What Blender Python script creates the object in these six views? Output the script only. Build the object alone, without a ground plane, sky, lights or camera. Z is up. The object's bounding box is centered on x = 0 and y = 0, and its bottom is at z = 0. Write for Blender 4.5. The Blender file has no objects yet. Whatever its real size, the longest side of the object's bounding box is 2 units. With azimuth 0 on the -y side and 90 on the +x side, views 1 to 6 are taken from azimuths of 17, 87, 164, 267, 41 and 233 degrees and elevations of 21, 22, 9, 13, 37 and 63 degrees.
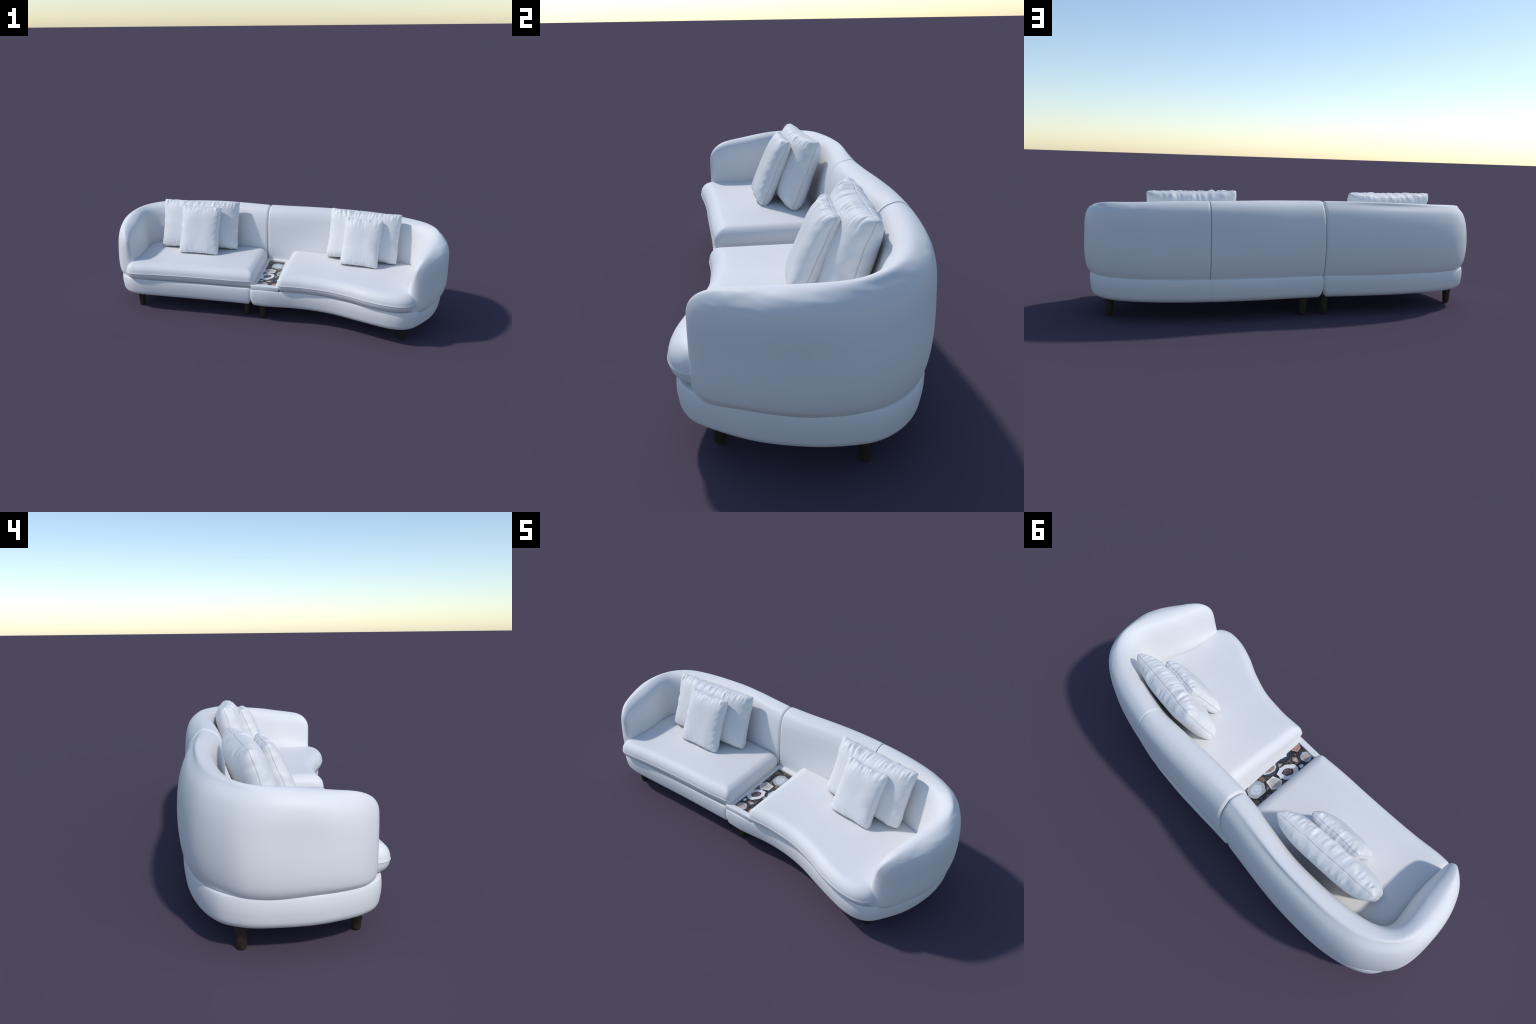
"""Curved two-unit sectional sofa with a stone-inlaid tray and four scatter pillows."""
import bpy, bmesh, math
import numpy as np
from mathutils import Vector, Matrix, noise
from mathutils.geometry import delaunay_2d_cdt

COL = bpy.context.scene.collection


# ------------------------------------------------------------------ helpers
def catmull(pts, per=16, closed=False):
    """Centripetal-ish Catmull-Rom through rows of any dimension."""
    P = np.asarray(pts, float)
    n = len(P)
    if closed:
        Q = np.vstack([P[-1], P, P[0], P[1]])
        segs = n
    else:
        Q = np.vstack([2 * P[0] - P[1], P, 2 * P[-1] - P[-2]])
        segs = n - 1
    out = []
    for i in range(segs):
        p0, p1, p2, p3 = Q[i], Q[i + 1], Q[i + 2], Q[i + 3]
        k = [max(np.linalg.norm(b - a), 1e-6) ** 0.5 for a, b in ((p0, p1), (p1, p2), (p2, p3))]
        t1, t2, t3 = k[0], k[0] + k[1], k[0] + k[1] + k[2]
        for j in range(per):
            t = t1 + (t2 - t1) * j / per
            a1 = (t1 - t) / t1 * p0 + t / t1 * p1
            a2 = (t2 - t) / (t2 - t1) * p1 + (t - t1) / (t2 - t1) * p2
            a3 = (t3 - t) / (t3 - t2) * p2 + (t - t2) / (t3 - t2) * p3
            b1 = (t2 - t) / t2 * a1 + t / t2 * a2
            b2 = (t3 - t) / (t3 - t1) * a2 + (t - t1) / (t3 - t1) * a3
            out.append((t2 - t) / (t2 - t1) * b1 + (t - t1) / (t2 - t1) * b2)
    if not closed:
        out.append(P[-1])
    return np.array(out)


def resample(P, step, closed=True):
    Q = np.vstack([P, P[:1]]) if closed else P
    s = np.r_[0, np.cumsum(np.linalg.norm(np.diff(Q, axis=0), axis=1))]
    n = max(8, int(round(s[-1] / step)))
    t = np.linspace(0, s[-1], n, endpoint=False) if closed else np.linspace(0, s[-1], n + 1)
    return np.stack([np.interp(t, s, Q[:, i]) for i in range(Q.shape[1])], 1)


def round_corner(prev, corner, nxt, r, n=7):
    """Points of a fillet of leg length r replacing a sharp plan corner."""
    a, c, b = (np.array(v, float) for v in (prev, corner, nxt))
    p = c + (a - c) / np.linalg.norm(a - c) * r
    q = c + (b - c) / np.linalg.norm(b - c) * r
    return [tuple((1 - t) ** 2 * p + 2 * t * (1 - t) * c + t * t * q) for t in np.linspace(0, 1, n)]


def outline_dist(P, ring):
    A, B = ring, np.roll(ring, -1, 0)
    AB = B - A
    L = (AB ** 2).sum(1)
    d = np.empty(len(P))
    for i in range(0, len(P), 500):
        p = P[i:i + 500, None, :]
        t = np.clip(((p - A) * AB).sum(2) / L, 0, 1)
        d[i:i + 500] = np.sqrt((((A + AB * t[..., None]) - p) ** 2).sum(2)).min(1)
    return d


def inside(P, ring):
    A, B = ring, np.roll(ring, -1, 0)
    r = np.zeros(len(P), bool)
    for a, b in zip(A, B):
        c = ((a[1] > P[:, 1]) != (b[1] > P[:, 1]))
        r ^= c & (P[:, 0] < (b[0] - a[0]) * (P[:, 1] - a[1]) / (b[1] - a[1] + 1e-12) + a[0])
    return r


def ring_normals(R):
    t = np.roll(R, -1, 0) - np.roll(R, 1, 0)
    t /= np.linalg.norm(t, axis=1)[:, None]
    n = np.stack([t[:, 1], -t[:, 0]], 1)
    area = 0.5 * np.sum(R[:, 0] * np.roll(R[:, 1], -1) - np.roll(R[:, 0], -1) * R[:, 1])
    return n if area > 0 else -n          # pointing outwards


def mesh_object(name, verts, faces, mat, parent=None, loc=(0, 0, 0), smooth=True):
    me = bpy.data.meshes.new(name)
    me.from_pydata([tuple(map(float, v)) for v in verts], [], faces)
    bm = bmesh.new()
    bm.from_mesh(me)
    bmesh.ops.remove_doubles(bm, verts=bm.verts, dist=1e-6)
    bmesh.ops.recalc_face_normals(bm, faces=bm.faces)
    bm.to_mesh(me)
    bm.free()
    if smooth:
        me.polygons.foreach_set("use_smooth", [True] * len(me.polygons))
    me.materials.append(mat)
    ob = bpy.data.objects.new(name, me)
    ob.location = loc
    COL.objects.link(ob)
    if parent:
        ob.parent = parent
    return ob


def padded_solid(name, ring, mat, parent, z_bot, z_top, r_plan, rise_top, rise_bot,
                 wall=0.0, bulge=0.0, crown=0.0, grid=0.022, wave=None, r_top=None):
    """Upholstered slab: plan outline + elliptical rounding towards top and bottom."""
    nrm = ring_normals(ring)
    pts = [ring]
    for th in np.radians([10, 20, 30, 40, 50, 60, 70, 80, 90]):
        d = r_plan * (1 - math.cos(th))
        q = ring - nrm * d
        pts.append(q[outline_dist(q, ring) > d * 0.985])
    lo, hi = ring.min(0), ring.max(0)
    gx, gy = np.meshgrid(np.arange(lo[0], hi[0], grid), np.arange(lo[1], hi[1], grid))
    gx = gx + (np.arange(gx.shape[0]) % 2)[:, None] * grid / 2
    g = np.stack([gx.ravel(), gy.ravel()], 1)
    g = g[inside(g, ring)]
    g = g[outline_dist(g, ring) > r_plan + grid * 0.45]
    pts.append(g)
    n = len(ring)
    P = np.vstack(pts)
    taken, keep = {}, []
    for i, p in enumerate(P):               # drop points that crowd each other in tight corners
        cx, cy = int(p[0] // 0.003), int(p[1] // 0.003)
        near = [q for a in (-1, 0, 1) for b in (-1, 0, 1) for q in taken.get((cx + a, cy + b), ())]
        lim = 0.0028 if i >= 5 * n else 0.0006
        if i < n or all((p[0] - q[0]) ** 2 + (p[1] - q[1]) ** 2 > lim * lim for q in near):
            keep.append(i)
            taken.setdefault((cx, cy), []).append(p)
    P = P[keep]
    v, e, f, *_ = delaunay_2d_cdt([Vector(p) for p in P], [(i, (i + 1) % n) for i in range(n)], [], 1, 1e-7)
    V = np.array([(p.x, p.y) for p in v])
    D = outline_dist(V, ring)
    D[:n] = 0
    k = np.clip(D / r_plan, 0, 1)
    arc = np.sqrt(np.clip(1 - (1 - k) ** 2, 0, 1))
    soft = 1 - np.exp(-np.maximum(D - 0.5 * r_plan, 0) / 0.09)
    arc_top = arc if r_top is None else np.sqrt(1 - (1 - np.clip(D / r_top, 0, 1)) ** 2)
    zt = z_top - rise_top * (1 - arc_top) + crown * soft
    zb = z_bot + rise_bot * (1 - arc)
    if wave is not None:
        zt = zt + np.array([wave(p[0], p[1], d) for p, d in zip(V, D)])
    # relax the fold lines the distance field leaves at plan corners
    nb = [[] for _ in V]
    for t in f:
        for i in range(3):
            nb[t[i]].append(t[(i + 1) % 3]); nb[t[i]].append(t[(i + 2) % 3])
    for _ in range(3):
        z2 = zt.copy()
        for i in range(n, len(V)):
            if nb[i] and D[i] > 0.97 * r_plan:
                z2[i] = 0.5 * zt[i] + 0.5 * np.mean(zt[nb[i]])
        zt = z2
    verts = [(p[0], p[1], z) for p, z in zip(V, zt)] + [(p[0], p[1], z) for p, z in zip(V, zb)]
    m = len(V)
    faces = [tuple(t) for t in f] + [tuple(i + m for i in reversed(t)) for t in f]
    if wall > 0:
        z1, z0 = z_top - rise_top, z_bot + rise_bot
        steps = 5
        prev = [m + i for i in range(n)]
        nr = ring_normals(V[:n])
        for s in range(1, steps + 1):
            if s == steps:
                cur = list(range(n))
            else:
                u = s / steps
                off = bulge * 4 * u * (1 - u)
                cur = [len(verts) + i for i in range(n)]
                for i in range(n):
                    verts.append((V[i, 0] + nr[i, 0] * off, V[i, 1] + nr[i, 1] * off, z0 + (z1 - z0) * u))
            faces += [(prev[i], prev[(i + 1) % n], cur[(i + 1) % n], cur[i]) for i in range(n)]
            prev = cur
    return mesh_object(name, verts, faces, mat, parent)


# ------------------------------------------------------------------ materials
def node_material(name):
    m = bpy.data.materials.new(name)
    m.use_nodes = True
    nt = m.node_tree
    return m, nt, nt.nodes["Principled BSDF"]


def add(nt, kind, **kw):
    n = nt.nodes.new(kind)
    for k, v in kw.items():
        if k in n.inputs:
            n.inputs[k].default_value = v
        else:
            setattr(n, k, v)
    return n


def ramp(nt, stops, interp="LINEAR"):
    r = nt.nodes.new("ShaderNodeValToRGB")
    cr = r.color_ramp
    cr.interpolation = interp
    while len(cr.elements) < len(stops):
        cr.elements.new(0.5)
    for el, (p, c) in zip(cr.elements, stops):
        el.position = p
        el.color = (*c, 1)
    return r


def upholstery(name, base, rough, spec=0.5):
    m, nt, b = node_material(name)
    tc = add(nt, "ShaderNodeTexCoord")
    big = add(nt, "ShaderNodeTexNoise", Scale=5.0, Detail=3.0)
    nt.links.new(tc.outputs["Object"], big.inputs["Vector"])
    lo = tuple(c * 0.975 for c in base)
    r = ramp(nt, [(0.3, lo), (0.7, base)])
    nt.links.new(big.outputs["Fac"], r.inputs[0])
    nt.links.new(r.outputs[0], b.inputs["Base Color"])
    fine = add(nt, "ShaderNodeTexNoise", Scale=420.0, Detail=2.0)
    nt.links.new(tc.outputs["Object"], fine.inputs["Vector"])
    bp = add(nt, "ShaderNodeBump", Strength=0.04, Distance=0.001)
    nt.links.new(fine.outputs["Fac"], bp.inputs["Height"])
    nt.links.new(bp.outputs["Normal"], b.inputs["Normal"])
    b.inputs["Roughness"].default_value = rough
    b.inputs["Specular IOR Level"].default_value = spec
    return m


def dark_wood():
    m, nt, b = node_material("dark_wood")
    tc = add(nt, "ShaderNodeTexCoord")
    mp = add(nt, "ShaderNodeMapping")
    mp.inputs["Scale"].default_value = (220, 220, 9)
    nz = add(nt, "ShaderNodeTexNoise", Scale=1.0, Detail=4.0, Roughness=0.6)
    nt.links.new(tc.outputs["Object"], mp.inputs["Vector"])
    nt.links.new(mp.outputs["Vector"], nz.inputs["Vector"])
    r = ramp(nt, [(0.30, (0.016, 0.011, 0.008)), (0.55, (0.038, 0.026, 0.019)), (0.75, (0.065, 0.045, 0.033))])
    nt.links.new(nz.outputs["Fac"], r.inputs[0])
    nt.links.new(r.outputs[0], b.inputs["Base Color"])
    b.inputs["Roughness"].default_value = 0.5
    return m


def agate(name, stops, seed, wobble=0.25, freq=1.6, grain=0.0, grain_zone=(0.0, 0.0), shift=(0, 0)):
    """Concentric mineral bands: noise-warped distance from the slice centre through a colour ramp."""
    m, nt, b = node_material(name)
    tc = add(nt, "ShaderNodeTexCoord")
    mp = add(nt, "ShaderNodeMapping")
    mp.inputs["Location"].default_value = (-shift[0], -shift[1], 0)
    mp.inputs["Scale"].default_value = (1, 1, 0)
    nt.links.new(tc.outputs["Object"], mp.inputs["Vector"])
    off = add(nt, "ShaderNodeVectorMath", operation="ADD")
    off.inputs[1].default_value = (seed * 3.1, seed * 1.7, seed)
    nt.links.new(mp.outputs["Vector"], off.inputs[0])
    nz = add(nt, "ShaderNodeTexNoise", Scale=freq, Detail=4.0, Roughness=0.6)
    nt.links.new(off.outputs[0], nz.inputs["Vector"])
    cen = add(nt, "ShaderNodeVectorMath", operation="SUBTRACT")
    cen.inputs[1].default_value = (0.5, 0.5, 0.5)
    nt.links.new(nz.outputs["Color"], cen.inputs[0])
    flat = add(nt, "ShaderNodeVectorMath", operation="MULTIPLY")
    flat.inputs[1].default_value = (wobble * 3, wobble * 3, 0)
    nt.links.new(cen.outputs[0], flat.inputs[0])
    wp = add(nt, "ShaderNodeVectorMath", operation="ADD")
    nt.links.new(flat.outputs[0], wp.inputs[0])
    nt.links.new(mp.outputs["Vector"], wp.inputs[1])
    ma = add(nt, "ShaderNodeVectorMath", operation="LENGTH")
    nt.links.new(wp.outputs[0], ma.inputs[0])
    r = ramp(nt, stops)
    nt.links.new(ma.outputs["Value"], r.inputs[0])
    col = r.outputs[0]
    if grain > 0:
        g = add(nt, "ShaderNodeTexNoise", Scale=4.5, Detail=5.0, Roughness=0.8)
        nt.links.new(off.outputs[0], g.inputs["Vector"])
        gr = ramp(nt, [(0.32, (0.10, 0.07, 0.05)), (0.46, (0.42, 0.34, 0.26)), (0.60, (1, 1, 1))])
        nt.links.new(g.outputs["Fac"], gr.inputs[0])
        zone = add(nt, "ShaderNodeMapRange")
        zone.inputs["From Min"].default_value = grain_zone[0]
        zone.inputs["From Max"].default_value = grain_zone[1]
        zone.inputs["To Min"].default_value = grain
        zone.inputs["To Max"].default_value = 0.0
        nt.links.new(ma.outputs["Value"], zone.inputs["Value"])
        mx = add(nt, "ShaderNodeMix", data_type="RGBA", blend_type="MULTIPLY")
        nt.links.new(zone.outputs[0], mx.inputs["Factor"])
        nt.links.new(col, mx.inputs["A"])
        nt.links.new(gr.outputs[0], mx.inputs["B"])
        col = mx.outputs["Result"]
    nt.links.new(col, b.inputs["Base Color"])
    b.inputs["Roughness"].default_value = 0.35
    return m


def inlay_ground():
    """Dark mineral matrix: charcoal pools, brown veins, and crumbs of grey, tan and white stone."""
    m, nt, b = node_material("stone_matrix")
    tc = add(nt, "ShaderNodeTexCoord")
    n1 = add(nt, "ShaderNodeTexNoise", Scale=30.0, Detail=4.0, Distortion=1.5)
    n2 = add(nt, "ShaderNodeTexNoise", Scale=120.0, Detail=5.0, Roughness=0.8)
    n3 = add(nt, "ShaderNodeTexNoise", Scale=38.0, Detail=2.0)
    for n in (n1, n2, n3):
        nt.links.new(tc.outputs["Object"], n.inputs["Vector"])
    r1 = ramp(nt, [(0.30, (0.012, 0.016, 0.024)), (0.42, (0.050, 0.058, 0.070)), (0.47, (0.014, 0.017, 0.022)), (0.52, (0.075, 0.045, 0.026)),
                   (0.55, (0.020, 0.020, 0.022)), (0.62, (0.085, 0.095, 0.11)), (0.68, (0.018, 0.022, 0.030))])
    r2 = ramp(nt, [(0.42, (0.03, 0.026, 0.022)), (0.50, (0.16, 0.12, 0.085)), (0.57, (0.30, 0.25, 0.20)), (0.66, (0.62, 0.58, 0.54))])
    zone = ramp(nt, [(0.50, (0, 0, 0)), (0.60, (1, 1, 1))])
    nt.links.new(n1.outputs["Fac"], r1.inputs[0])
    nt.links.new(n2.outputs["Fac"], r2.inputs[0])
    nt.links.new(n3.outputs["Fac"], zone.inputs[0])
    mx = add(nt, "ShaderNodeMix", data_type="RGBA")
    nt.links.new(zone.outputs[0], mx.inputs["Factor"])
    nt.links.new(r1.outputs[0], mx.inputs["A"])
    nt.links.new(r2.outputs[0], mx.inputs["B"])
    nt.links.new(mx.outputs["Result"], b.inputs["Base Color"])
    b.inputs["Roughness"].default_value = 0.35
    return m


WHITE = (0.80, 0.80, 0.80)
M_BODY = upholstery("white_upholstery", WHITE, 0.55, 0.4)
M_PILLOW = upholstery("white_pillow_fabric", WHITE, 0.55, 0.4)
M_TRAY = upholstery("white_lacquer", WHITE, 0.40)
M_WOOD = dark_wood()

# ------------------------------------------------------------------ the sofa
sofa = bpy.data.objects.new("curved_sofa", None)
COL.objects.link(sofa)
sofa["label"] = "white curved sectional sofa with built-in agate tray and dark legs"
sofa["category"] = "sofa"

# ---- bases -------------------------------------------------------
SEAM_F_L, SEAM_B_L = (-0.077, -0.263), (-0.104, 0.327)
SEAM_F_R, SEAM_B_R = (-0.0755, -0.270), (-0.1025, 0.329)

left_front = [(-0.20, -0.271), (-0.41, -0.285), (-0.63, -0.304), (-0.76, -0.314), (-0.82, -0.309), (-0.868, -0.288),
              (-0.908, -0.240), (-0.940, -0.166), (-0.963, -0.08), (-0.971, 0.02), (-0.969, 0.10), (-0.956, 0.15),
              (-0.931, 0.198), (-0.892, 0.233), (-0.836, 0.264), (-0.75, 0.294), (-0.647, 0.315), (-0.50, 0.330),
              (-0.40, 0.334), (-0.30, 0.333), (-0.20, 0.330)]
ring = catmull(round_corner(SEAM_B_L, SEAM_F_L, (-0.2, -0.271), 0.014) + left_front
               + round_corner((-0.2, 0.330), SEAM_B_L, SEAM_F_L, 0.022), 8, True)
padded_solid("base", resample(ring, 0.007), M_BODY, sofa, 0.092, 0.2005, 0.030, 0.005, 0.040, wall=1, bulge=0.003, r_top=0.006)

right_front = [(0.01, -0.270), (0.097, -0.259), (0.17, -0.249), (0.263, -0.246), (0.35, -0.253), (0.42, -0.266),
               (0.544, -0.303), (0.652, -0.333), (0.72, -0.347), (0.785, -0.344), (0.840, -0.317), (0.888, -0.252),
               (0.941, -0.143), (0.970, -0.01), (0.972, 0.07), (0.963, 0.14), (0.934, 0.198), (0.888, 0.246), (0.83, 0.281),
               (0.75, 0.311), (0.65, 0.335), (0.55, 0.348), (0.457, 0.354), (0.447, 0.3515), (0.437, 0.355), (0.35, 0.356),
               (0.25, 0.354), (0.10, 0.344), (0.0, 0.336)]
ring = catmull(round_corner(SEAM_B_R, SEAM_F_R, (0.01, -0.270), 0.016) + right_front
               + round_corner((0.0, 0.336), SEAM_B_R, SEAM_F_R, 0.022), 8, True)
padded_solid("base", resample(ring, 0.007), M_BODY, sofa, 0.092, 0.2005, 0.030, 0.005, 0.040, wall=1, bulge=0.003, r_top=0.006)

# ---- backrest: sections (inner x, inner y, outer x, outer y, crest z, lean of inner wall, outer shoulder roundness)
LEFT_ARM = [(-0.808, -0.291, -0.872, -0.291, 0.480, 0.006, 0.9), (-0.810, -0.258, -0.910, -0.258, 0.483, 0.008, 0.9),
            (-0.811, -0.23, -0.933, -0.232, 0.486, 0.010, 0.8),
            (-0.815, -0.17, -0.958, -0.180, 0.493, 0.012, 0.65), (-0.822, -0.11, -0.977, -0.125, 0.501, 0.014, 0.5),
            (-0.836, -0.045, -0.993, -0.040, 0.513, 0.014, 0.35), (-0.846, 0.005, -1.000, 0.030, 0.520, 0.016, 0.5),
            (-0.846, 0.045, -0.997, 0.100, 0.524, 0.022, 0.8), (-0.830, 0.078, -0.977, 0.161, 0.527, 0.030, 1.0),
            (-0.800, 0.100, -0.928, 0.219, 0.533, 0.034, 1.0), (-0.745, 0.125, -0.859, 0.275, 0.538, 0.032, 1.05),
            (-0.670, 0.143, -0.750, 0.315, 0.541, 0.030, 1.15), (-0.570, 0.155, -0.610, 0.339, 0.546, 0.034, 1.25),
            (-0.430, 0.162, -0.430, 0.353, 0.551, 0.040, 1.3), (-0.300, 0.165, -0.300, 0.353, 0.553, 0.028, 1.3),
            (-0.185, 0.170, -0.188, 0.347, 0.554, 0.012, 1.2), (-0.099, 0.174, -0.1035, 0.341, 0.554, 0.006, 1.1)]
RIGHT_ARM = [(0.806, -0.307, 0.868, -0.307, 0.481, 0.008, 0.7), (0.804, -0.270, 0.909, -0.270, 0.485, 0.012, 0.5),
             (0.803, -0.240, 0.927, -0.236, 0.488, 0.015, 0.4),
             (0.802, -0.180, 0.953, -0.185, 0.494, 0.022, 0.35), (0.808, -0.120, 0.976, -0.130, 0.500, 0.024, 0.25),
             (0.826, -0.050, 0.997, -0.045, 0.509, 0.022, 0.25), (0.840, 0.010, 1.000, 0.030, 0.515, 0.020, 0.45),
             (0.842, 0.058, 0.993, 0.100, 0.520, 0.024, 0.7), (0.828, 0.094, 0.975, 0.162, 0.527, 0.030, 0.8),
             (0.800, 0.118, 0.935, 0.223, 0.533, 0.034, 0.75), (0.752, 0.138, 0.865, 0.282, 0.536, 0.034, 0.6),
             (0.680, 0.154, 0.750, 0.329, 0.541, 0.036, 0.55), (0.580, 0.168, 0.620, 0.354, 0.547, 0.040, 0.55),
             (0.448, 0.180, 0.448, 0.368, 0.550, 0.042, 0.55), (0.300, 0.183, 0.300, 0.368, 0.553, 0.026, 0.6),
             (0.150, 0.182, 0.150, 0.361, 0.555, 0.010, 0.8), (0.020, 0.178, 0.020, 0.352, 0.555, 0.002, 1.0),
             (-0.0965, 0.176, -0.101, 0.345, 0.555, 0.0, 1.1)]


def section(T, h, lean, foot, sh):
    """Closed cross-section (across, z): upright inner wall, domed crest, bulging outer face, tucked foot."""
    k = min(1.0, T / 0.165)
    w = h - 0.215 - 0.19                    # height of the fullest line above the foot
    P = [(0.030 * k, 0.172), (0.004 * k, 0.185), (0.0, 0.24), (0.0, 0.30), (lean * 0.55, h - 0.150),
         (lean * 0.92 + 0.003 * k, h - 0.090), (lean + 0.013 * k, h - 0.047), (lean + 0.034 * k, h - 0.016),
         ((lean * 0.5 + T * 0.52), h),
         (T - (0.022 + 0.034 * sh) * k, h - 0.013), (T - (0.006 + 0.026 * sh) * k, h - 0.030 - 0.012 * min(sh, 1)), (T - 0.015 * sh * k, h - 0.058 - 0.027 * min(sh, 1)), (T - 0.004 * sh * k, h - 0.145),
         (T, 0.19 + w * 1.0), (T - 0.0025 * k, 0.19 + w * 0.60), (T - 0.010 * k, 0.19 + w * 0.285), (T - 0.021 * k, 0.203),
         (T - 0.040 * k, 0.186),
         (T * 0.5, 0.176)]
    P = np.array(P)
    lift = np.clip((0.34 - P[:, 1]) / 0.16, 0, 1)
    P[:, 1] += foot * lift * lift * (3 - 2 * lift)
    Q = catmull(P, 8, True)
    around = np.linalg.norm(Q - np.roll(Q, 1, 0), axis=1).sum()
    return resample(Q, around / 150)


def backrest(controls, s_from, s_to, ends, name, rim_fold=0.0, front=(0.125, 0.084)):
    """Sweep the section; `ends` = (kind, radius) at both ends: soft pulled seam or rounded arm front."""
    C = catmull(controls, 40)
    arc = np.r_[0, np.cumsum(np.linalg.norm(np.diff((C[:, 0:2] + C[:, 2:4]) / 2, axis=0), axis=1))]
    even = np.linspace(0, arc[-1], 400)
    C = np.stack([np.interp(even, arc, C[:, i]) for i in range(7)], 1)
    w = np.exp(-0.5 * (np.arange(-24, 25) * arc[-1] / 400 / 0.022) ** 2)
    pad = np.vstack([2 * C[0] - C[24:0:-1], C, 2 * C[-1] - C[-2:-26:-1]])
    C = np.stack([np.convolve(pad[:, i], w / w.sum(), "valid") for i in range(7)], 1)
    mid = (C[:, 0:2] + C[:, 2:4]) / 2
    s = np.r_[0, np.cumsum(np.linalg.norm(np.diff(mid, axis=0), axis=1))]
    total = s[-1]
    a = 0.0 if s_from is None else float(np.interp(s_from, C[:, 0][::-1], s[::-1]))
    b = total if s_to is None else float(np.interp(s_to, C[:, 0][::-1], s[::-1])) - 0.001
    if s_from is None and s_to is None:
        b = total
    ss = list(np.linspace(a + 0.07, b - 0.07, int((b - a) / 0.006)))
    for th in np.linspace(0, math.pi / 2, 14):
        d = 0.07 * (1 - math.cos(th))
        ss += [a + d, b - d]
    for d in (0.0008, 0.002, 0.004, 0.0065, 0.009, 0.012, 0.016):
        ss += [a + d, b - d]
    ss = sorted(set(round(x, 6) for x in ss))
    rings = []
    for x in ss:
        c = np.array([np.interp(x, s, C[:, i]) for i in range(7)])
        inn, out = c[0:2], c[2:4]
        T = np.linalg.norm(out - inn)
        n = (out - inn) / T
        inset, drop, foot, slim = 0.0, 0.0, 0.0, 1.0
        for d, (kind, r) in ((x - a, ends[0]), (b - x, ends[1])):
            u = 1 - min(d / r, 1)
            if kind == "arm":               # front of the arm: rounded in plan and at its top and bottom corners
                slim = 0.05 + 0.95 * math.sqrt(max(0, 1 - u ** 2.3))
                u = 1 - min(d / front[0], 1)
                drop = front[1] * (1 - max(0, 1 - u ** 2.4) ** (1 / 2.4))
                u = 1 - min(d / 0.060, 1)
                foot = 0.045 * (1 - math.sqrt(max(0, 1 - u ** 2.0)))
            else:
                inset = r * 0.8 * (1 - math.sqrt(max(0, 1 - u * u)))
        S = section(T, c[4], c[5], foot, c[6])
        S[:, 1] -= drop * np.clip((S[:, 1] - 0.20) / (c[4] - 0.20), 0, 1) ** 1.3
        if inset:
            S = S - ring_normals(S) * inset
        S[:, 0] = T / 2 + (S[:, 0] - T / 2) * slim
        ring = []
        for p, z in S:
            q = inn + n * p
            if rim_fold and x < rim_fold and p > 0.55 * T and c[4] - drop - 0.055 < z:
                f = min(1, (z - c[4] + drop + 0.055) / 0.015) * min(1, x / 0.05) * min(1, (rim_fold - x) / 0.1)
                f *= min(1, (p / T - 0.55) / 0.15)
                q = q + n * f * 0.0019 * noise.noise(Vector((x * 20, z * 95 + x * 6, 8.1)))
                z += f * 0.0012 * noise.noise(Vector((x * 22, p * 40, 3.3)))
            ring.append((q[0], q[1], z))
        rings.append(ring)
    m = len(rings[0])
    verts = [v for r in rings for v in r]
    faces = []
    for i in range(len(rings) - 1):
        for j in range(m):
            k = (j + 1) % m
            faces.append((i * m + j, i * m + k, (i + 1) * m + k, (i + 1) * m + j))
    faces.append(tuple(range(m)))
    faces.append(tuple((len(rings) - 1) * m + j for j in reversed(range(m))))
    return mesh_object(name, verts, faces, M_BODY, sofa)


backrest(LEFT_ARM, None, None, (("arm", 0.027), ("seam", 0.014)), "backrest")
backrest(RIGHT_ARM, None, 0.448, (("arm", 0.027), ("seam", 0.012)), "backrest", rim_fold=0.75, front=(0.105, 0.082))
backrest(RIGHT_ARM, 0.448, None, (("seam", 0.012), ("seam", 0.014)), "backrest")

# ---- seat cushions -----------------------------------------------
lf = [(-0.10, -0.2665), (-0.158, -0.2740), (-0.241, -0.2820), (-0.327, -0.2880), (-0.457, -0.2990), (-0.589, -0.3130),
      (-0.657, -0.3220), (-0.725, -0.3340), (-0.775, -0.340), (-0.808, -0.340), (-0.832, -0.325), (-0.846, -0.295),
      (-0.846, -0.25), (-0.846, -0.15), (-0.862, -0.05), (-0.868, 0.03), (-0.85, 0.09), (-0.80, 0.122), (-0.70, 0.155),
      (-0.57, 0.175), (-0.43, 0.182), (-0.30, 0.184), (-0.20, 0.184)]
ring_l = catmull(round_corner((-0.066, -0.13), (-0.058, -0.263), (-0.1, -0.2665), 0.034)
                 + lf + round_corner((-0.2, 0.184), (-0.094, 0.178), (-0.084, 0.07), 0.040)
                 + [(-0.084, 0.07), (-0.076, -0.03), (-0.067, -0.13)], 8, True)
rf = [(0.178, -0.271), (0.22, -0.268), (0.281, -0.2690), (0.335, -0.2710), (0.392, -0.2790), (0.506, -0.3100), (0.6, -0.3450), (0.678, -0.364),
      (0.735, -0.3685), (0.78, -0.364), (0.815, -0.348), (0.838, -0.325), (0.847, -0.29), (0.840, -0.24), (0.832, -0.15),
      (0.848, -0.06), (0.862, 0.02), (0.855, 0.09), (0.81, 0.14), (0.72, 0.170), (0.58, 0.190), (0.44, 0.198), (0.30, 0.200), (0.20, 0.200)]
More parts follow.
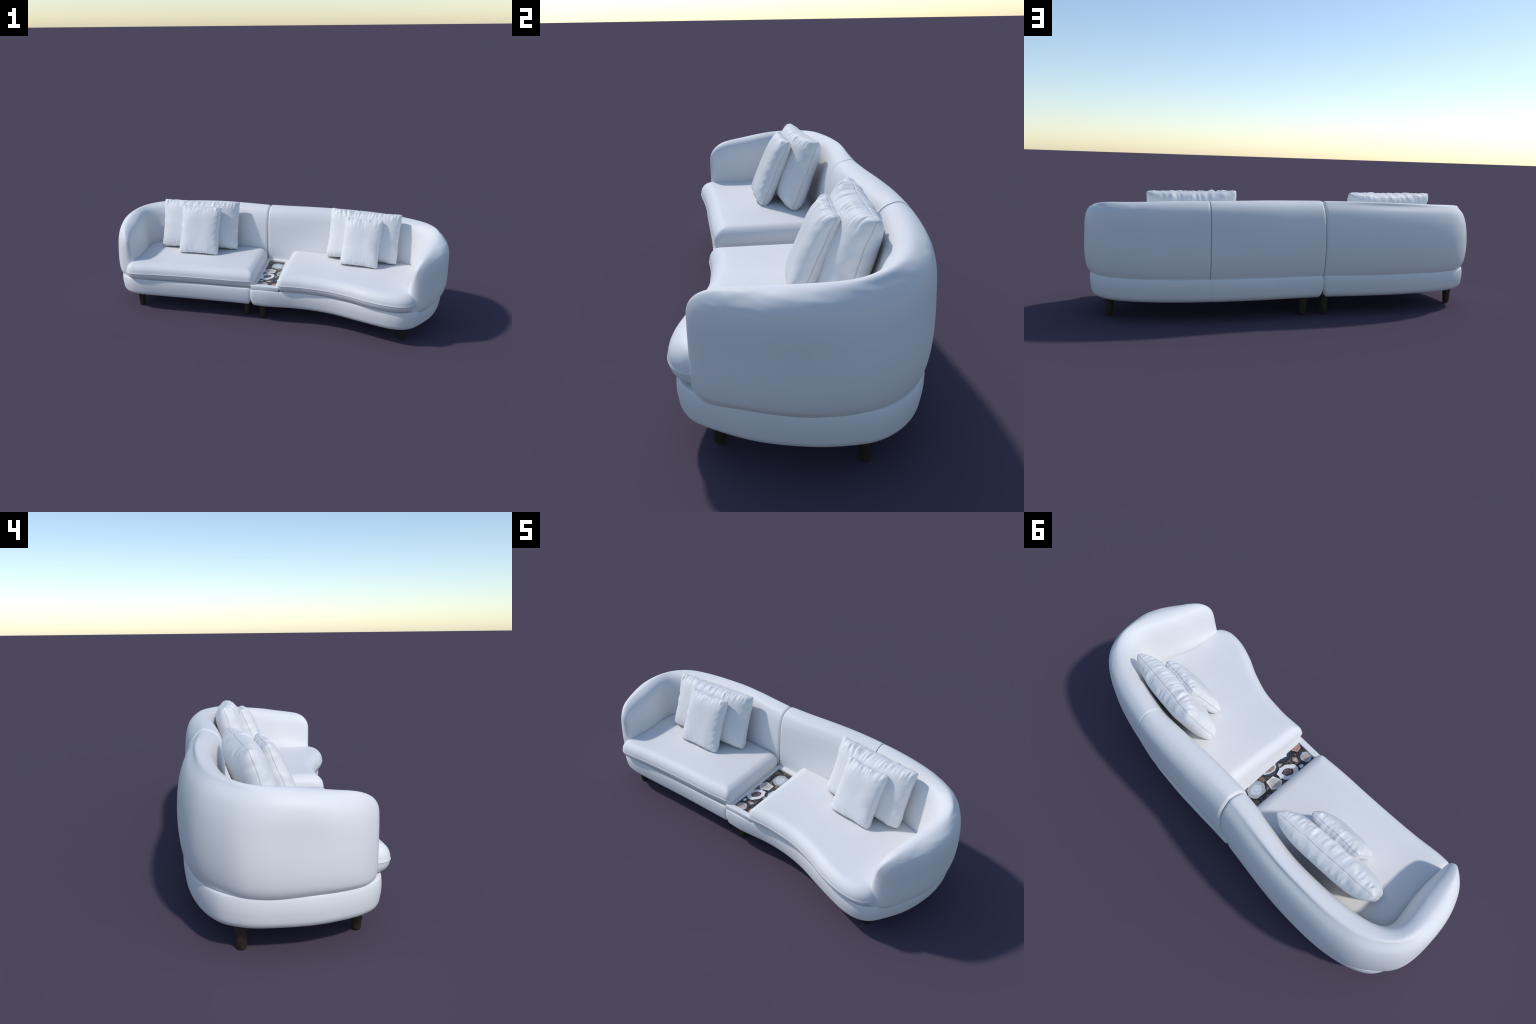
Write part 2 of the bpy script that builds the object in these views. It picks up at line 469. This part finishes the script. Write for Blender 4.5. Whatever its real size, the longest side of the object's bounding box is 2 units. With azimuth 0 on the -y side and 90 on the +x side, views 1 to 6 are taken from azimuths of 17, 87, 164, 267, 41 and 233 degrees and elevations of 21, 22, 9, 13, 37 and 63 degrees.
ring_r = catmull(rf + round_corner((0.2, 0.2), (0.058, 0.197), (0.064, 0.08), 0.040)
                 + [(0.066, 0.06), (0.070, -0.04), (0.075, -0.16)]
                 + round_corner((0.075, -0.16), (0.082, -0.281), (0.178, -0.271), 0.034), 8, True)


def seat_wave(seed):
    def w(x, y, d):
        return 0.0012 * noise.noise(Vector((x * 3.0, y * 3.0, seed))) * min(1, d / 0.05)
    return w


for ring, seed in ((ring_l, 1.0), (ring_r, 5.0)):
    R = resample(ring, 0.008)
    cushion = padded_solid("seat_cushion", R, M_BODY, sofa, 0.196, 0.3015, 0.055, 0.052, 0.046, wall=1, bulge=0.001,
                           crown=0.005, wave=seat_wave(seed))
    # piped seam running round the widest line of the cushion
    nr = ring_normals(R)
    verts, faces, k = [], [], 8
    for i, (p, q) in enumerate(zip(R, nr)):
        wob = 0.0011 * noise.noise(Vector((p[0] * 14, p[1] * 14, seed)))
        for j in range(k):
            a = 2 * math.pi * j / k
            rr = 0.0015
            verts.append((p[0] + q[0] * (0.0004 + rr * math.cos(a)), p[1] + q[1] * (0.0004 + rr * math.cos(a)),
                          0.2455 + wob + rr * math.sin(a)))
    n = len(R)
    for i in range(n):
        for j in range(k):
            faces.append((i * k + j, i * k + (j + 1) % k, ((i + 1) % n) * k + (j + 1) % k, ((i + 1) % n) * k + j))
    mesh_object("piping", verts, faces, M_BODY, cushion)

# ---- legs ----------------------------------------------------------
LEG_SPOTS = [(-0.790, -0.241), (-0.889, 0.135), (-0.121, -0.186), (-0.127, 0.264),
             (-0.019, -0.201), (-0.019, 0.262), (0.789, -0.243), (0.891, 0.129)]
prof = [(0.0, 0.0), (0.0130, 0.0), (0.0150, 0.0010), (0.0160, 0.003), (0.0200, 0.05), (0.0243, 0.100), (0.0, 0.100)]
N = 40
verts, faces = [], []
for r, z in prof:
    for j in range(N):
        a = 2 * math.pi * j / N
        verts.append((r * math.cos(a), r * math.sin(a), z))
for i in range(len(prof) - 1):
    for j in range(N):
        faces.append((i * N + j, i * N + (j + 1) % N, (i + 1) * N + (j + 1) % N, (i + 1) * N + j))
leg0 = mesh_object("leg", verts, faces, M_WOOD, sofa, (*LEG_SPOTS[0], 0))
leg0.data.set_sharp_from_angle(angle=math.radians(50))
for k, p in enumerate(LEG_SPOTS[1:]):
    o = leg0.copy()
    o.location = (*p, 0)
    o.rotation_euler = (0, 0, 0.7 * (k + 1))
    COL.objects.link(o)

# ---- tray ----------------------------------------------------------
outer = [(-0.0735, -0.2690), (0.089, -0.2610), (0.064, 0.186), (-0.099, 0.186)]
inner = [(-0.045, -0.238), (0.066, -0.234), (0.028, 0.149), (-0.074, 0.149)]
zt, zb = 0.2265, 0.2015
verts = [(x, y, z) for z in (zb, zt) for x, y in outer] + [(x, y, z) for z in (zb, zt) for x, y in inner]
faces = []
for i in range(4):
    j = (i + 1) % 4
    faces += [(i, j, 4 + j, 4 + i), (8 + j, 8 + i, 12 + i, 12 + j), (4 + i, 4 + j, 12 + j, 12 + i), (j, i, 8 + i, 8 + j)]
tray = mesh_object("tray", verts, faces, M_TRAY, sofa, smooth=False)
bm = bmesh.new()
bm.from_mesh(tray.data)
bmesh.ops.bevel(bm, geom=list(bm.edges), offset=0.0022, segments=3, affect="EDGES", profile=0.5)
bm.to_mesh(tray.data)
bm.free()
tray.data.polygons.foreach_set("use_smooth", [True] * len(tray.data.polygons))
tray.data.set_sharp_from_angle(angle=math.radians(35))

fl = [(-0.055, -0.246), (0.076, -0.242), (0.035, 0.157), (-0.083, 0.157)]
zf = 0.2155
verts = [(x, y, z) for z in (0.2025, zf) for x, y in fl]
faces = [(3, 2, 1, 0), (4, 5, 6, 7)] + [(i, (i + 1) % 4, 4 + (i + 1) % 4, 4 + i) for i in range(4)]
mesh_object("stone_inlay", verts, faces, inlay_ground(), tray, smooth=False)


def slice_mesh(name, seed, rough, angular=None):
    """Thin stone slice with an irregular rim, in unit size; the object scale sets its real size."""
    n = 72
    rim = []
    for j in range(n):
        a = 2 * math.pi * j / n
        d = Vector((math.cos(a) * 1.3, math.sin(a) * 1.3, seed))
        r = 1 + rough * noise.noise(d) + rough * 0.35 * noise.noise(d * 3.1)
        if angular:
            w = 2 * math.pi / angular
            f = (a + seed) % w - w / 2
            r *= math.cos(w / 2) / math.cos(f) * 1.12
        rim.append((r * math.cos(a), r * math.sin(a)))
    verts = [(x, y, 0) for x, y in rim] + [(x, y, 0.85) for x, y in rim] + [(x * 0.985, y * 0.985, 1) for x, y in rim] + [(0, 0, 1)]
    faces = []
    for j in range(n):
        k = (j + 1) % n
        faces += [(j, k, n + k, n + j), (n + j, n + k, 2 * n + k, 2 * n + j), (2 * n + j, 2 * n + k, 3 * n)]
    return verts, faces


BLK, BRN = (0.012, 0.014, 0.020), (0.075, 0.032, 0.012)
banded = agate("banded_agate", [(0.00, (0.66, 0.70, 0.74)), (0.13, (0.52, 0.58, 0.64)), (0.19, (0.85, 0.87, 0.9)), (0.24, (0.50, 0.56, 0.63)),
                                (0.40, (0.50, 0.56, 0.63)), (0.44, (0.86, 0.88, 0.90)), (0.48, (0.50, 0.56, 0.64)), (0.60, (0.45, 0.51, 0.58)),
                                (0.63, (0.24, 0.25, 0.25)), (0.66, (0.52, 0.56, 0.60)), (0.71, (0.40, 0.42, 0.43)), (0.74, (0.23, 0.24, 0.24)),
                                (0.78, (0.48, 0.53, 0.57)), (0.86, (0.36, 0.38, 0.38)), (0.88, (0.50, 0.54, 0.58)), (0.905, BRN), (0.95, BLK)], 1.0, 0.20, 1.5, shift=(0.05, -0.1))
crystal = agate("white_crystal", [(0.0, (0.66, 0.63, 0.59)), (0.80, (0.68, 0.66, 0.63)), (0.88, (0.86, 0.87, 0.88)), (1.0, (0.84, 0.86, 0.88))],
                2.0, 0.05, 2.0, grain=0.55, grain_zone=(0.5, 0.86))
eye = agate("eye_agate", [(0.00, (0.05, 0.065, 0.10)), (0.11, (0.055, 0.06, 0.085)), (0.16, (0.22, 0.085, 0.04)), (0.20, (0.16, 0.16, 0.20)), (0.24, (0.20, 0.075, 0.035)),
                          (0.29, (0.18, 0.17, 0.20)), (0.34, (0.060, 0.026, 0.013)), (0.45, (0.05, 0.026, 0.015)), (0.48, (0.76, 0.77, 0.79)), (0.78, (0.82, 0.82, 0.83)),
                          (0.86, (0.80, 0.81, 0.83)), (0.885, BRN), (0.95, BLK)], 3.0, 0.15, 3.0)
geode = agate("beige_geode", [(0.0, (0.46, 0.39, 0.30)), (0.55, (0.44, 0.37, 0.28)), (0.60, (0.66, 0.70, 0.76)), (0.70, (0.62, 0.68, 0.76)), (0.74, (0.06, 0.075, 0.095)), (1.0, (0.028, 0.036, 0.048))],
              4.0, 0.12, 1.6, grain=0.8, grain_zone=(0.4, 0.62))
slate = agate("slate_agate", [(0.0, (0.86, 0.87, 0.88)), (0.42, (0.82, 0.83, 0.86)), (0.46, (0.05, 0.065, 0.085)), (0.60, (0.02, 0.028, 0.04)), (0.70, (0.075, 0.09, 0.11)), (0.80, (0.016, 0.02, 0.028)), (1.0, (0.03, 0.036, 0.045))],
              5.0, 0.24, 1.8)
pink = agate("pink_agate", [(0.0, (0.60, 0.40, 0.35)), (0.40, (0.50, 0.26, 0.21)), (0.58, (0.62, 0.44, 0.40)), (0.68, (0.05, 0.05, 0.06)), (0.78, BLK), (1.0, (0.014, 0.016, 0.02))], 6.0, 0.22, 2.0, grain=0.45, grain_zone=(0.45, 0.65))
rose = agate("rose_quartz_agate", [(0.0, (0.66, 0.55, 0.52)), (0.46, (0.60, 0.50, 0.47)), (0.50, (0.48, 0.54, 0.64)), (0.58, (0.44, 0.50, 0.60)), (0.61, (0.16, 0.075, 0.03)), (0.66, (0.035, 0.035, 0.036)), (0.82, (0.055, 0.055, 0.045)), (0.9, (0.02, 0.02, 0.02)), (1.0, (0.05, 0.04, 0.026))],
             7.0, 0.18, 1.8, grain=0.5, grain_zone=(0.35, 0.52))
band2 = agate("smoky_agate", [(0.0, (0.24, 0.20, 0.16)), (0.3, (0.12, 0.10, 0.09)), (0.38, (0.34, 0.33, 0.32)), (0.46, (0.04, 0.045, 0.055)), (0.7, (0.014, 0.018, 0.026)), (0.78, (0.16, 0.13, 0.10)), (0.86, (0.02, 0.022, 0.028)), (1.0, (0.03, 0.03, 0.03))], 8.0, 0.25, 2.0)
quartz = agate("milky_quartz", [(0.0, (0.72, 0.70, 0.67)), (0.45, (0.50, 0.45, 0.40)), (0.55, (0.75, 0.74, 0.73)), (0.72, (0.16, 0.11, 0.075)), (0.80, (0.36, 0.33, 0.30)), (0.9, (0.03, 0.03, 0.034))],
               9.0, 0.30, 2.4, grain=0.6, grain_zone=(0.5, 1.0))
amber = agate("brown_agate", [(0.0, (0.34, 0.24, 0.15)), (0.25, (0.16, 0.09, 0.05)), (0.38, (0.40, 0.31, 0.22)), (0.50, (0.10, 0.055, 0.03)), (0.64, (0.24, 0.20, 0.17)), (0.74, (0.045, 0.03, 0.022)), (1.0, (0.02, 0.02, 0.024))],
              10.0, 0.30, 2.2, grain=0.4, grain_zone=(0.4, 0.9))
# (material, centre x, y, half width, half length, turn, seed, rim roughness, number of straight sides)
SLICES = [(banded, -0.004, 0.079, 0.042, 0.052, 0.12, 1.2, 0.10, None), (crystal, -0.028, -0.011, 0.037, 0.032, 0.35, 2.1, 0.03, 5),
          (eye, -0.021, -0.096, 0.043, 0.059, -0.30, 3.4, 0.10, None), (geode, 0.052, -0.036, 0.040, 0.054, 0.0, 4.2, 0.07, None),
          (slate, 0.064, -0.128, 0.040, 0.042, 0.2, 5.7, 0.16, None), (pink, 0.056, -0.208, 0.033, 0.034, 0.3, 6.6, 0.12, None),
          (rose, -0.012, -0.212, 0.047, 0.043, 0.2, 7.3, 0.08, None), (band2, -0.062, 0.050, 0.022, 0.030, 0.0, 8.5, 0.2, None),
          (quartz, 0.006, -0.166, 0.022, 0.016, 0.5, 9.2, 0.22, None), (slate, -0.036, -0.166, 0.024, 0.020, 0.9, 10.4, 0.2, None),
          (amber, 0.024, 0.022, 0.022, 0.018, 0.3, 11.6, 0.2, 6), (band2, 0.034, 0.108, 0.022, 0.034, 0.0, 12.8, 0.2, None),
          (amber, -0.056, 0.118, 0.018, 0.026, 0.4, 13.1, 0.25, None), (quartz, 0.034, -0.088, 0.014, 0.018, 0.2, 14.7, 0.25, None)]
for i, (mat, x, y, rx, ry, rot, seed, rough, sides) in enumerate(SLICES):
    v, f = slice_mesh("agate_slice", seed, rough, sides)
    o = mesh_object("agate_slice", v, f, mat, tray, (x, y, zf - 0.001), smooth=False)
    o.scale = (rx, ry, (0.0020 if i < 7 else 0.0015) + 0.00012 * (i % 7))
    o.rotation_euler = (0, 0, rot)


# ------------------------------------------------------------------ pillows
def pillow(corners, thick, seed, label):
    """corners: top left, top right, bottom left, bottom right of the seam line."""
    TL, TR, BL, BR = (np.array(c, float) for c in corners)
    ctr = (TL + TR + BL + BR) / 4 - np.array([0, 0, 0.002])
    U = ((TR - TL) + (BR - BL)) / 4
    Vv = ((TL - BL) + (TR - BR)) / 4
    W, H = np.linalg.norm(U), np.linalg.norm(Vv)
    U /= W
    W, H = W + 0.003, H + 0.004
    Nn = np.cross(U, Vv / H)
    Nn /= np.linalg.norm(Nn)                # faces the sitter
    V = np.cross(Nn, U)
    n = 116
    lin = np.linspace(-1, 1, n + 1)
    par = (0.35 * np.sin(lin * math.pi / 2) + 0.65 * lin) * 0.994
    par = np.r_[-1, -1 + 0.0001, -1 + 0.0010, par, 1 - 0.0010, 1 - 0.0001, 1]
    n = len(par) - 1

    def surf(u, v, side):
        d_u, d_v = 1 - abs(u), 1 - abs(v)
        tip = (abs(u) * abs(v)) ** 9
        bow_u = 0.009 * (1 - abs(v) ** 3) * abs(u) ** 3 + 0.007 * tip
        bow_v = 0.010 * (1 - abs(u) ** 3) * abs(v) ** 3 + 0.007 * tip
        x, y = W * u - math.copysign(bow_u, u), H * v - math.copysign(bow_v, v)
        fu, fv = max(1 - abs(u) ** 3.4, 0), max(1 - abs(v) ** (3.4 if v > 0 else 4.6), 0)
        sag = min(1.0, max(0.0, -v * 1.4 - 0.2))
        z = thick * fu ** (0.46 - 0.14 * sag) * fv ** (0.43 - 0.07 * sag)

        # gathers fan in from the seams, strongest along the top one
        def puff(a, b, c):
            return 2.2 * abs(noise.noise(Vector((a, b, c)))) - 0.45
        sv = (1.0 if v > 0 else 0.4) * (0.9 + 1.1 * noise.noise(Vector((u * 3.3, seed * 1.9, side + (2 if v > 0 else 5)))))
        if thick < 0.05:                    # the small pillows are filled tighter: smoother faces
            sv *= 0.62
        ev = math.exp(-((d_v * H) / 0.031) ** 1.6) * min(1, d_u * W / (0.03 if side > 0 else 0.12))
        eu = math.exp(-((d_u * W) / 0.027) ** 1.6) * min(1, d_v * H / 0.03)
        lean_u = u * W + 0.35 * d_v * H * noise.noise(Vector((u * 3, seed, 5)))
        gv = puff(lean_u * 30, v * 1.6, seed + side * 7.7)
        gv2 = noise.noise(Vector((lean_u * 78, v * 2.5, seed + 20 + side * 5.1)))
        gu = noise.noise(Vector((u * 1.6, v * H * 34 + d_u * 2, seed + 40 + side * 3.3)))
        amp = min(1.0, z / (0.4 * thick))
        z += amp * (sv * ev * (1.0 if side > 0 else 0.6) * (0.0085 * gv + 0.0110 * gv2) + 0.0075 * eu * gu * (1.0 if side > 0 else 0.4))
        z += amp * 0.0022 * noise.noise(Vector((u * 2.2, v * 2.2, seed + 60 + side * 9)))
        # slight wander of the seam and pinched edge
        e = max(abs(u), abs(v)) ** 8
        x += e * 0.0022 * noise.noise(Vector((v * 7, seed, 1.0 if u > 0 else 2.0)))
        y += e * 0.0026 * noise.noise(Vector((u * 9, seed, 3.0 if v > 0 else 4.0)))
        mid = 0.004 * noise.noise(Vector((u * 3.1, v * 3.1, seed + 90))) * e
        return x, y, z, mid

    verts, faces = [], []
    idx = {}
    for side in (1, -1):
        for i, v in enumerate(par):
            for j, u in enumerate(par):
                edge = i in (0, n) or j in (0, n)
                if edge and side == -1:
                    idx[(side, i, j)] = idx[(1, i, j)]
                    continue
                x, y, z, mid = surf(u, v, side)
                if edge:                    # the sewn line sits a little below the cloth
                    z = 0
                    k = 0.0042
                    c = 0.2 if (i in (0, n) and j in (0, n)) else 1.0
                    if j in (0, n):
                        x -= math.copysign(k * c, x)
                    if i in (0, n):
                        y -= math.copysign(k * c, y)
                else:
                    z = max(z, 0.0007)
                p = ctr + U * x + V * y + Nn * (z * side + mid)
                idx[(side, i, j)] = len(verts)
                verts.append(p)
        for i in range(n):
            for j in range(n):
                q = [idx[(side, i, j)], idx[(side, i, j + 1)], idx[(side, i + 1, j + 1)], idx[(side, i + 1, j)]]
                faces.append(q if side == 1 else q[::-1])
    base = np.array([ctr[0], ctr[1], ctr[2]])
    ob = mesh_object("throw_pillow", [p - base for p in verts], faces, M_PILLOW, None, tuple(base))
    ob["label"] = label
    ob["category"] = "pillow"
    return ob


pillow([(-0.758, 0.103, 0.588), (-0.281, 0.166, 0.594), (-0.744, 0.000, 0.312), (-0.252, 0.064, 0.307)], 0.066, 1.5,
       "large white pillow with gathered seams leaning on backrest")
pillow([(-0.609, 0.037, 0.581), (-0.354, 0.055, 0.579), (-0.590, -0.084, 0.308), (-0.349, -0.057, 0.307)], 0.042, 11.5,
       "small white pillow with gathered seams leaning on another")
pillow([(0.307, 0.185, 0.593), (0.715, 0.166, 0.587), (0.290, 0.087, 0.314), (0.722, 0.083, 0.306)], 0.066, 23.5,
       "large white pillow with puckered seams leaning on backrest")
pillow([(0.402, 0.094, 0.571), (0.623, 0.086, 0.569), (0.394, -0.013, 0.313), (0.615, -0.015, 0.305)], 0.044, 37.5,
       "small white pillow with puckered seams leaning on another")
